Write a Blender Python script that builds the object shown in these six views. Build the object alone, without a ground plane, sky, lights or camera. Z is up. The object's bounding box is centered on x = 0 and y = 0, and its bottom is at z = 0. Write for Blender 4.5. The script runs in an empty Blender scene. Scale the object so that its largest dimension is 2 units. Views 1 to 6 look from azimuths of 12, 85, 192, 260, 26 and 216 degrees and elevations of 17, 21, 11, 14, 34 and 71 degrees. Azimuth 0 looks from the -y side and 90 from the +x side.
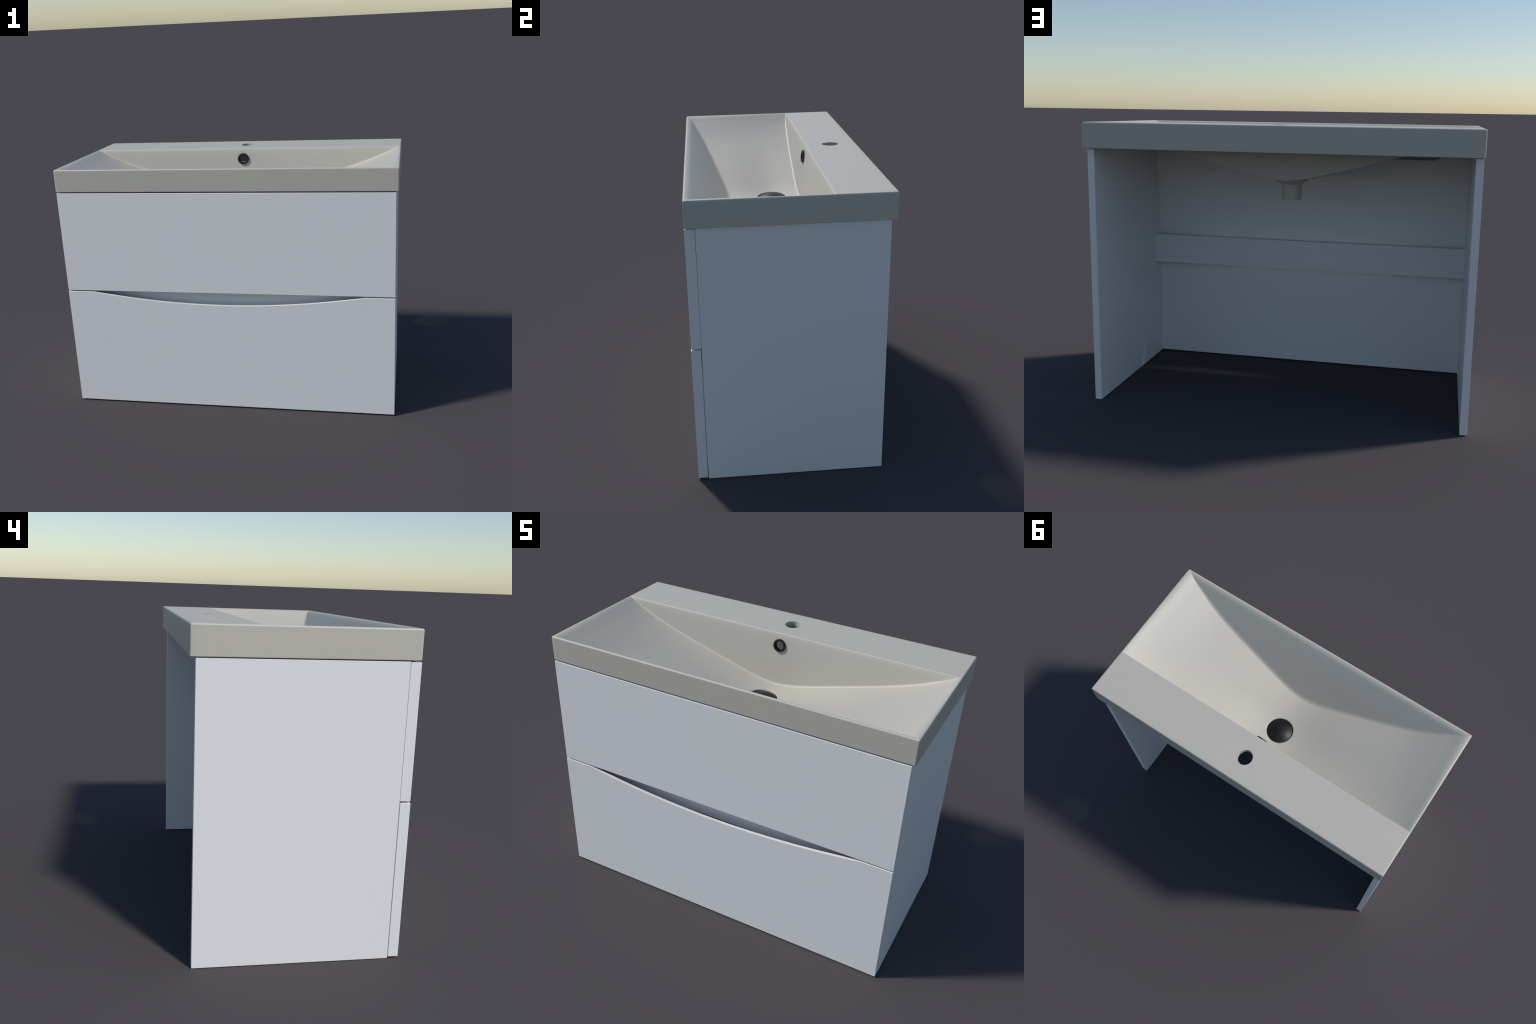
"""Bathroom vanity unit: ceramic washbasin with a sloped bowl on a white two-drawer cabinet."""
import bpy, bmesh, math
from mathutils import Vector

# ------------------------------------------------------------------ measures (metres)
TOP, APRON_BOTTOM = 1.495, 1.3625          # washbasin top face and lower edge
BX, BY0, BY1 = 1.0, -0.4875, 0.4885        # washbasin plan
EDGE_R = 0.008                             # rounding of the washbasin's outer edges
CX0, CX1 = -0.9957, 0.9838                 # cabinet, left and right outside faces
CMID = (CX0 + CX1) / 2
PANEL_T = 0.0365
PANEL_Y0, PANEL_Y1 = -0.4385, 0.4630
SPLIT = 0.7450                             # seam between the drawers


# ------------------------------------------------------------------ materials
def lacquer(name, colour, rough, grain=0.0, spec=0.5, metallic=0.0, coat=0.0):
    m = bpy.data.materials.new(name)
    m.use_nodes = True
    nt = m.node_tree
    b = nt.nodes["Principled BSDF"]
    b.inputs["Roughness"].default_value = rough
    b.inputs["Specular IOR Level"].default_value = spec
    b.inputs["Metallic"].default_value = metallic
    b.inputs["Coat Weight"].default_value = coat
    tc = nt.nodes.new("ShaderNodeTexCoord")
    no = nt.nodes.new("ShaderNodeTexNoise")
    no.inputs["Scale"].default_value = 3.0
    no.inputs["Detail"].default_value = 2.0
    nt.links.new(tc.outputs["Object"], no.inputs["Vector"])
    ramp = nt.nodes.new("ShaderNodeValToRGB")
    lo = [c * (1 - grain) for c in colour]
    hi = [min(1, c * (1 + grain)) for c in colour]
    ramp.color_ramp.elements[0].position = 0.3
    ramp.color_ramp.elements[1].position = 0.7
    ramp.color_ramp.elements[0].color = (*lo, 1)
    ramp.color_ramp.elements[1].color = (*hi, 1)
    nt.links.new(no.outputs["Fac"], ramp.inputs["Fac"])
    nt.links.new(ramp.outputs["Color"], b.inputs["Base Color"])
    return m


CERAMIC = lacquer("glazed_ceramic", (0.512, 0.488, 0.424), 0.5, 0.004)
WHITE = lacquer("white_lacquer", (0.797, 0.792, 0.790), 0.5, 0.003)
BLACK = lacquer("black_metal", (0.006, 0.006, 0.0065), 0.48, 0.02, 0.42)


# ------------------------------------------------------------------ helpers
def add(name, mesh, mat, parent, smooth=None):
    ob = bpy.data.objects.new(name, mesh)
    bpy.context.collection.objects.link(ob)
    if not mesh.materials:
        mesh.materials.append(mat)
    if parent:
        ob.parent = parent
    if smooth is not None:
        for p in mesh.polygons:
            p.use_smooth = True
        mesh.set_sharp_from_angle(angle=math.radians(smooth))
    return ob


def prism(outline, axis, a, b, name, bevel=0.0, segs=2):
    """Extrude a closed 2-D outline along an axis ('y': outline is x,z; 'z': outline is x,y)."""
    bm = bmesh.new()
    pos = (lambda p, w: (p[0], w, p[1])) if axis == "y" else (lambda p, w: (p[0], p[1], w))
    lo = [bm.verts.new(pos(p, a)) for p in outline]
    hi = [bm.verts.new(pos(p, b)) for p in outline]
    n = len(outline)
    bm.faces.new(lo)
    bm.faces.new(hi[::-1])
    for i in range(n):
        j = (i + 1) % n
        bm.faces.new((lo[j], lo[i], hi[i], hi[j]))
    bmesh.ops.recalc_face_normals(bm, faces=bm.faces[:])
    if bevel:
        es = [e for e in bm.edges if e.calc_face_angle(0) > math.radians(30)]
        bmesh.ops.bevel(bm, geom=es, offset=bevel, segments=segs, profile=0.5, affect="EDGES",
                        clamp_overlap=True)
    me = bpy.data.meshes.new(name)
    bm.to_mesh(me)
    bm.free()
    return me


def box(x0, x1, y0, y1, z0, z1, name, bevel=0.0):
    return prism([(x0, z0), (x1, z0), (x1, z1), (x0, z1)], "y", y0, y1, name, bevel)


def lathe(profile, name, segs=72, closed=False):
    """Turn (radius, height) pairs round the z axis."""
    bm = bmesh.new()
    rings = []
    for r, z in profile:
        if r < 1e-6:
            rings.append([bm.verts.new((0, 0, z))])
        else:
            rings.append([bm.verts.new((r * math.cos(2 * math.pi * i / segs),
                                        r * math.sin(2 * math.pi * i / segs), z)) for i in range(segs)])
    pairs = list(zip(rings, rings[1:])) + ([(rings[-1], rings[0])] if closed else [])
    for A, B in pairs:
        for i in range(segs):
            j = (i + 1) % segs
            q = [A[i % len(A)], A[j % len(A)], B[j % len(B)], B[i % len(B)]]
            u = []
            for v in q:
                if v not in u:
                    u.append(v)
            if len(u) > 2:
                bm.faces.new(u)
    bmesh.ops.recalc_face_normals(bm, faces=bm.faces[:])
    me = bpy.data.meshes.new(name)
    bm.to_mesh(me)
    bm.free()
    return me


# ------------------------------------------------------------------ bowl shape
# floor profile from the drain out to a short end of the washbasin: (|x|, z)
FLOOR = [(0.0, 1.2085), (0.1, 1.2180), (0.2, 1.2395), (0.3, 1.2650), (0.43, 1.2985), (0.55, 1.3305),
         (0.675, 1.3665), (0.8, 1.4085), (0.89, 1.4455), (0.94, 1.4695), (0.98, 1.4915), (1.0, 1.5085)]


def floor_z(x):
    x = min(abs(x), 1.0)
    P = FLOOR
    for i in range(len(P) - 1):
        if x <= P[i + 1][0]:
            break

    def slope(k):
        if k == 0:
            return 0.0
        if k == len(P) - 1:
            return (P[k][1] - P[k - 1][1]) / (P[k][0] - P[k - 1][0])
        return (P[k + 1][1] - P[k - 1][1]) / (P[k + 1][0] - P[k - 1][0])
    (x0, z0), (x1, z1) = P[i], P[i + 1]
    w = x1 - x0
    t = (x - x0) / w
    return ((2 * t**3 - 3 * t**2 + 1) * z0 + (t**3 - 2 * t**2 + t) * w * slope(i)
            + (-2 * t**3 + 3 * t**2) * z1 + (t**3 - t**2) * w * slope(i + 1))


def smax(a, b, k):
    if k <= 1e-6:
        return max(a, b)
    h = max(k - abs(a - b), 0.0) / k
    return max(a, b) + h * h * k / 4


def smin(a, b, k):
    return -smax(-a, -b, k)


def front_lift(x, y):
    """The floor rises a little towards the two front corners."""
    a = min(1.0, max(0.0, (abs(x) - 0.66) / 0.24))
    w = min(1.0, max(0.0, (0.10 - y) / 0.50))
    return 0.008 * (a * a * (3 - 2 * a)) * (w * w * (3 - 2 * w))


FRONT_Y, FRONT_K = -0.460, 0.75     # front wall: y at z = 1.485, run per rise
BACK_Y, BACK_K = 0.193, 0.117        # back wall: y at z = 1.490, run per rise
DRAIN_R = 0.0808


def bowl(x, y, t=0.0):
    """Height of the bowl surface; t moves it outward by a wall thickness."""
    f = 1.485 + (FRONT_Y - y) / FRONT_K - t * math.hypot(1, 1 / FRONT_K)
    b = 1.490 + (y - BACK_Y) / BACK_K - t * math.hypot(1, 1 / BACK_K)
    sag = 0.0160 * math.exp(-(x / 0.50)**2 - ((y + 0.01) / 0.13)**2)     # dished round the drain
    g = floor_z(x) - sag + front_lift(x, y) - t * 1.03
    if t == 0.0:
        f, b, g = smin(TOP, f, 0.022), smin(TOP, b, 0.040), smin(TOP, g, 0.011)
    top = TOP if t == 0.0 else 1.50

    def soft(k, v):
        return k * min(1.0, max(0.0, (top - v) / 0.09))
    h = smax(g, f, soft(0.016, max(g, f)))
    if t:
        return max(h, b)
    # round fillet, tangent to the floor and to the back wall
    r = 0.013 * min(1.0, max(0.02, (TOP - h) / 0.06))
    lean = math.atan(BACK_K)
    cy = BACK_Y - BACK_K * (1.49 - h - r) - r / math.cos(lean)
    if y <= cy:
        return h
    if y < cy + r * math.cos(lean):
        return h + r - math.sqrt(max(0.0, r * r - (y - cy)**2))
    return max(b, h)


def top_z(x, y):
    return min(TOP, bowl(x, y))


WALL_T = 0.003
DECK_UNDER = 1.465


def under_z(x, y):
    return min(DECK_UNDER, bowl(x, y, WALL_T))


def spread(a, b, n):
    return [a + (b - a) * i / n for i in range(n)]


def rows(x, y_hi, y_lo, t):
    """y positions of one column of the grid, gathered at the edges and creases of the bowl."""
    ceil = TOP if t == 0 else DECK_UNDER
    g = min(floor_z(x) - t, ceil - 0.004)
    sb = BACK_Y + t * math.hypot(1, BACK_K)
    sf = FRONT_Y - t * math.hypot(1, FRONT_K)
    yb = sb - BACK_K * (1.49 - g)
    yf = sf + FRONT_K * (1.485 - g)
    eb = sb - BACK_K * (1.49 - ceil)
    ef = sf + FRONT_K * (1.485 - ceil)
    p = [y_hi, eb + 0.009]
    p.append(eb - 0.005)
    p.append(min(yb + 0.003, p[-1] - 0.001))
    p.append(yb - 0.001)
    p.append(yb - 0.0135)
    p.append(yb - 0.024)
    p.append(max(yf + 0.030, ef + 0.035))
    p.append(max(yf - 0.020, ef + 0.030))
    p.append(max(ef + 0.020, y_lo + 0.012))
    p.append(y_lo)
    for i in range(1, len(p) - 1):
        p[i] = min(p[i], p[i - 1] - 1e-4)
    n = [8, 8, 10, 8, 14, 6, 22, 14, 10, 12]
    out = []
    for i in range(len(n)):
        out += spread(p[i], p[i + 1], n[i])
    return out + [y_lo]


def columns(xe):
    half = spread(0, 0.2, 24) + spread(0.2, 0.9, 56) + spread(0.9, xe, 24) + [xe]
    return [-v for v in half[:0:-1]] + half


def washbasin_mesh():
    bm = bmesh.new()

    def grid(xe, y_hi, y_lo, t, zf):
        return [[bm.verts.new((x, y, zf(x, y))) for y in rows(x, y_hi, y_lo, t)] for x in columns(xe)]

    top = grid(BX - EDGE_R, BY1 - EDGE_R, BY0 + EDGE_R, 0.0, top_z)
    wall = 0.022                                   # thickness of the apron
    low = grid(BX - wall, BY1 - wall, BY0 + wall, WALL_T, under_z)
    nx, ny = len(top), len(top[0])
    for i in range(nx - 1):
        for j in range(ny - 1):
            bm.faces.new((top[i][j], top[i][j + 1], top[i + 1][j + 1], top[i + 1][j]))
            bm.faces.new((low[i][j], low[i + 1][j], low[i + 1][j + 1], low[i][j + 1]))
    # walk round the rim; corners get a fan of directions so that the vertical edges are rounded
    walk = []
    for i in range(nx - 1):
        walk.append((i, 0, 90))
    for j in range(ny - 1):
        walk.append((nx - 1, j, 0))
    for i in range(nx - 1, 0, -1):
        walk.append((i, ny - 1, -90))
    for j in range(ny - 1, 0, -1):
        walk.append((0, j, 180))
    full = []
    for k, (i, j, a) in enumerate(walk):
        prev = walk[k - 1][2]
        if (i in (0, nx - 1)) and (j in (0, ny - 1)):
            d = ((prev - a + 180) % 360) - 180
            for s in range(6):
                full.append((i, j, a + d * (1 - s / 5)))
        else:
            full.append((i, j, a))
    prof = [(EDGE_R * math.sin(math.radians(q)), TOP - EDGE_R * (1 - math.cos(math.radians(q))))
            for q in (15, 30, 45, 60, 75, 90)]
    prof += [(EDGE_R, TOP - EDGE_R - 0.0012), (EDGE_R, APRON_BOTTOM + 0.0037), (EDGE_R, APRON_BOTTOM + 0.0025), (EDGE_R - 0.0008, APRON_BOTTOM + 0.0007),
             (EDGE_R - 0.0025, APRON_BOTTOM)]
    rings = [[top[i][j] for i, j, a in full]]
    for d, z in prof:
        ring = []
        for i, j, a in full:
            c = top[i][j].co
            ring.append(bm.verts.new((c.x + d * math.cos(math.radians(a)),
                                      c.y + d * math.sin(math.radians(a)), z)))
        rings.append(ring)
    foot = {}
    for i, j, a in full:
        if (i, j) not in foot:
            c = low[i][j].co
            foot[i, j] = bm.verts.new((c.x, c.y, APRON_BOTTOM))
    rings.append([foot[i, j] for i, j, a in full])
    rings.append([low[i][j] for i, j, a in full])
    m = len(full)
    for A, B in zip(rings, rings[1:]):
        for k in range(m):
            l = (k + 1) % m
            u = []
            for v in (A[k], A[l], B[l], B[k]):
                if v not in u:
                    u.append(v)
            if len(u) > 2:
                bm.faces.new(u)
    bmesh.ops.recalc_face_normals(bm, faces=bm.faces[:])
    me = bpy.data.meshes.new("washbasin")
    bm.to_mesh(me)
    bm.free()
    return me


def cut(ob, cutter_mesh):
    c = bpy.data.objects.new("cutter", cutter_mesh)
    bpy.context.collection.objects.link(c)
    md = ob.modifiers.new("cut", "BOOLEAN")
    md.operation, md.solver, md.object = "DIFFERENCE", "EXACT", c
    dg = bpy.context.evaluated_depsgraph_get()
    me = bpy.data.meshes.new_from_object(ob.evaluated_get(dg))
    ob.modifiers.clear()
    old = ob.data
    ob.data = me
    bpy.data.objects.remove(c)
    bpy.data.meshes.remove(old)


def disc(r, cx, cy, n=96):
    return [(cx + r * math.cos(2 * math.pi * (i + 0.37) / n), cy + r * math.sin(2 * math.pi * (i + 0.37) / n))
            for i in range(n)]


# ------------------------------------------------------------------ the vanity
root = bpy.data.objects.new("bathroom_vanity", None)
bpy.context.collection.objects.link(root)
root["label"] = "white two-drawer bathroom vanity with sloped ceramic washbasin"
root["category"] = "bathroom vanity"

# side panels
for x0 in (CX0, CX1 - PANEL_T):
    add("side_panel", box(x0, x0 + PANEL_T, PANEL_Y0, PANEL_Y1, 0.0, 1.3583, "side_panel", 0.0008), WHITE, root)

# drawer fronts: a plain upper one; the lower one has a shallow arched finger pull in its top edge
upper = add("drawer_front", box(CX0, CX1, -0.4880, -0.4399, 0.7492, 1.3553, "drawer_front", 0.0015), WHITE, root)


def pull_front(y0, y1, z0, z1):
    """Drawer front whose top edge dips in a shallow arc; behind a thin lip the arc is chamfered
    away to make room for fingers."""
    half, sag, lip, chamfer = 0.823, 0.0690, 0.0155, 0.042
    mid = CMID - 0.002
    R = (half * half + sag * sag) / (2 * sag)
    xs = [CX0] + [mid + half * k / 48 for k in range(-48, 49)] + [CX1]
    bm = bmesh.new()
    loops = []
    for x in xs:
        u = abs(x - mid)
        zt = z1 if u >= half else z1 - sag + R - math.sqrt(R * R - u * u)
        c = chamfer * min(1.0, max(0.0, (half - u) / 0.035))
        sec = [(y0, z0), (y0, zt), (y0 + lip, zt), (y1, zt - c), (y1, z0)]
        loops.append([bm.verts.new((x, y, z)) for y, z in sec])
    for A, B in zip(loops, loops[1:]):
        for k in range(5):
            l = (k + 1) % 5
            bm.faces.new((A[k], A[l], B[l], B[k]))
    bm.faces.new(loops[0])
    bm.faces.new(loops[-1][::-1])
    bmesh.ops.recalc_face_normals(bm, faces=bm.faces[:])
    es = [e for e in bm.edges if e.is_manifold and e.calc_face_angle(0) > math.radians(50)]
    bmesh.ops.bevel(bm, geom=es, offset=0.0015, segments=2, profile=0.5, affect="EDGES", clamp_overlap=True)
    me = bpy.data.meshes.new("drawer_front")
    bm.to_mesh(me)
    bm.free()
    return me


add("drawer_front", pull_front(-0.4895, -0.4418, 0.0065, 0.7413), WHITE, root)

# rails between the side panels; the upper one is notched for the bowl
RX0, RX1 = CX0 + PANEL_T - 0.001, CX1 - PANEL_T + 0.001
add("rail", box(RX0, RX1, -0.4020, -0.3655, 0.6133, 0.7868, "rail", 0.0006), WHITE, root)


def notch_outline():
    z0, z1, zn = 1.1850, 1.3575, 1.2940
    w, r = 0.805, 0.06
    pts = [(RX0, z0), (RX1, z0), (RX1, z1), (CMID + w, z1)]
    for i in range(13):
        a = math.radians(90 * i / 12)
        pts.append((CMID + w - r + r * math.cos(a), zn + r - r * math.sin(a)))
    for i in range(13):
        a = math.radians(90 * i / 12)
        pts.append((CMID - w + r - r * math.sin(a), zn + r - r * math.cos(a)))
    pts += [(CMID - w, z1), (RX0, z1)]
    return pts


add("rail", prism(notch_outline(), "y", -0.4380, -0.4022, "rail", 0.0006), WHITE, root)

cut(upper, box(CMID - 0.82, CMID + 0.82, -0.4650, -0.4300, 1.2800, 1.3480, "cutter"))     # pocket modelled to deepen the shadow seen through the rail notch

# washbasin
basin = add("washbasin", washbasin_mesh(), CERAMIC, root)
SEAT_R = DRAIN_R + 0.0068
cut(basin, prism(disc(SEAT_R, 0, 0), "z", 1.10, 1.235, "cutter"))
half_hole = []                                   # tap hole: two arcs that meet in faint cusps
R_, d_ = 0.0480, 0.0055
ph = math.acos(d_ / R_)
for s in (1, -1):
    for i in range(24):
        a = -ph + 2 * ph * i / 24
        half_hole.append((0.0013 + s * (R_ * math.cos(a) - d_), 0.339 + s * R_ * math.sin(a)))
cut(basin, prism(half_hole, "z", 1.40, 1.56, "cutter"))
OV_Z = 1.4285
tilt = math.atan(BACK_K)
ov = prism(disc(0.030, 0, 0, 64), "z", -0.06, 0.06, "cutter")
from mathutils import Matrix
OV_Y = BACK_Y - BACK_K * (1.49 - OV_Z)
OV_M = Matrix.Translation((0, OV_Y, OV_Z)) @ Matrix.Rotation(math.radians(90) - tilt, 4, "X")
ov.transform(OV_M)
cut(basin, ov)
for p in basin.data.polygons:
    p.use_smooth = True
basin.data.set_sharp_from_angle(angle=math.radians(50))
for p in basin.data.polygons:                    # keep the cusps of the tap hole crisp
    c = p.center
    if abs(p.normal.z) < 0.5 and math.hypot(c.x, c.y - 0.339) < 0.05 and c.z > 1.45:
        p.use_smooth = False


# rounded lip that leads from the floor of the bowl down into the drain
def drain_lip():
    bm = bmesh.new()
    n, R = 96, 0.0062
    rings = []
    for d, drop in ([(SEAT_R + 0.0004, 0.0)] + [(DRAIN_R + R * (1 - math.sin(math.radians(q))),
                    R * (1 - math.cos(math.radians(q)))) for q in range(0, 91, 15)]
                    + [(DRAIN_R, 0.010), (DRAIN_R + 0.002, 0.010)]):
        ring = []
        for i in range(n):
            a = 2 * math.pi * i / n
            x, y = math.cos(a), math.sin(a)
            ring.append(bm.verts.new((d * x, d * y, top_z(max(d, DRAIN_R) * x, max(d, DRAIN_R) * y) - drop + 0.0002)))
        rings.append(ring)
    for A, B in zip(rings, rings[1:]):
        for i in range(n):
            j = (i + 1) % n
            bm.faces.new((A[i], B[i], B[j], A[j]))
    me = bpy.data.meshes.new("drain_lip")
    bm.to_mesh(me)
    bm.free()
    return me


add("drain_lip", drain_lip(), CERAMIC, basin, 60)

# spigot under the bowl
spigot = [(0.0888, 1.1960), (0.0888, 1.1892), (0.0565, 1.1705), (0.0550, 1.1690), (0.0550, 1.0860),
          (0.0540, 1.0850), (0.0480, 1.0850), (0.0470, 1.0860), (0.0470, 1.1650)]
add("drain_spigot", lathe(spigot, "drain_spigot"), CERAMIC, basin, 40)

# domed black waste plug
SPH, edge = 0.151, 0.0807
rim_z = 1.1898
drop0 = SPH - math.sqrt(SPH**2 - edge**2)
dome = [(0.0, rim_z - 0.016), (edge - 0.004, rim_z - 0.002), (edge, rim_z - 0.0008), (edge, rim_z)]
for i in range(1, 17):
    r = edge * (1 - i / 16)
    dome.append((r, rim_z + drop0 - (SPH - math.sqrt(SPH**2 - r * r))))
add("drain_plug", lathe(dome, "drain_plug"), BLACK, basin, 40)

# overflow: a black flanged ring standing proud of the back wall
ring = [(0.0248, -0.012), (0.0300, -0.012), (0.0300, -0.0008), (0.0356, -0.0008), (0.0356, 0.0085),
        (0.0351, 0.0098), (0.0340, 0.0104), (0.0262, 0.0104), (0.0252, 0.0099), (0.0248, 0.0088)]
me = lathe(ring, "overflow_ring", 64, closed=True)
me.transform(OV_M)
add("overflow_ring", me, BLACK, basin, 40)
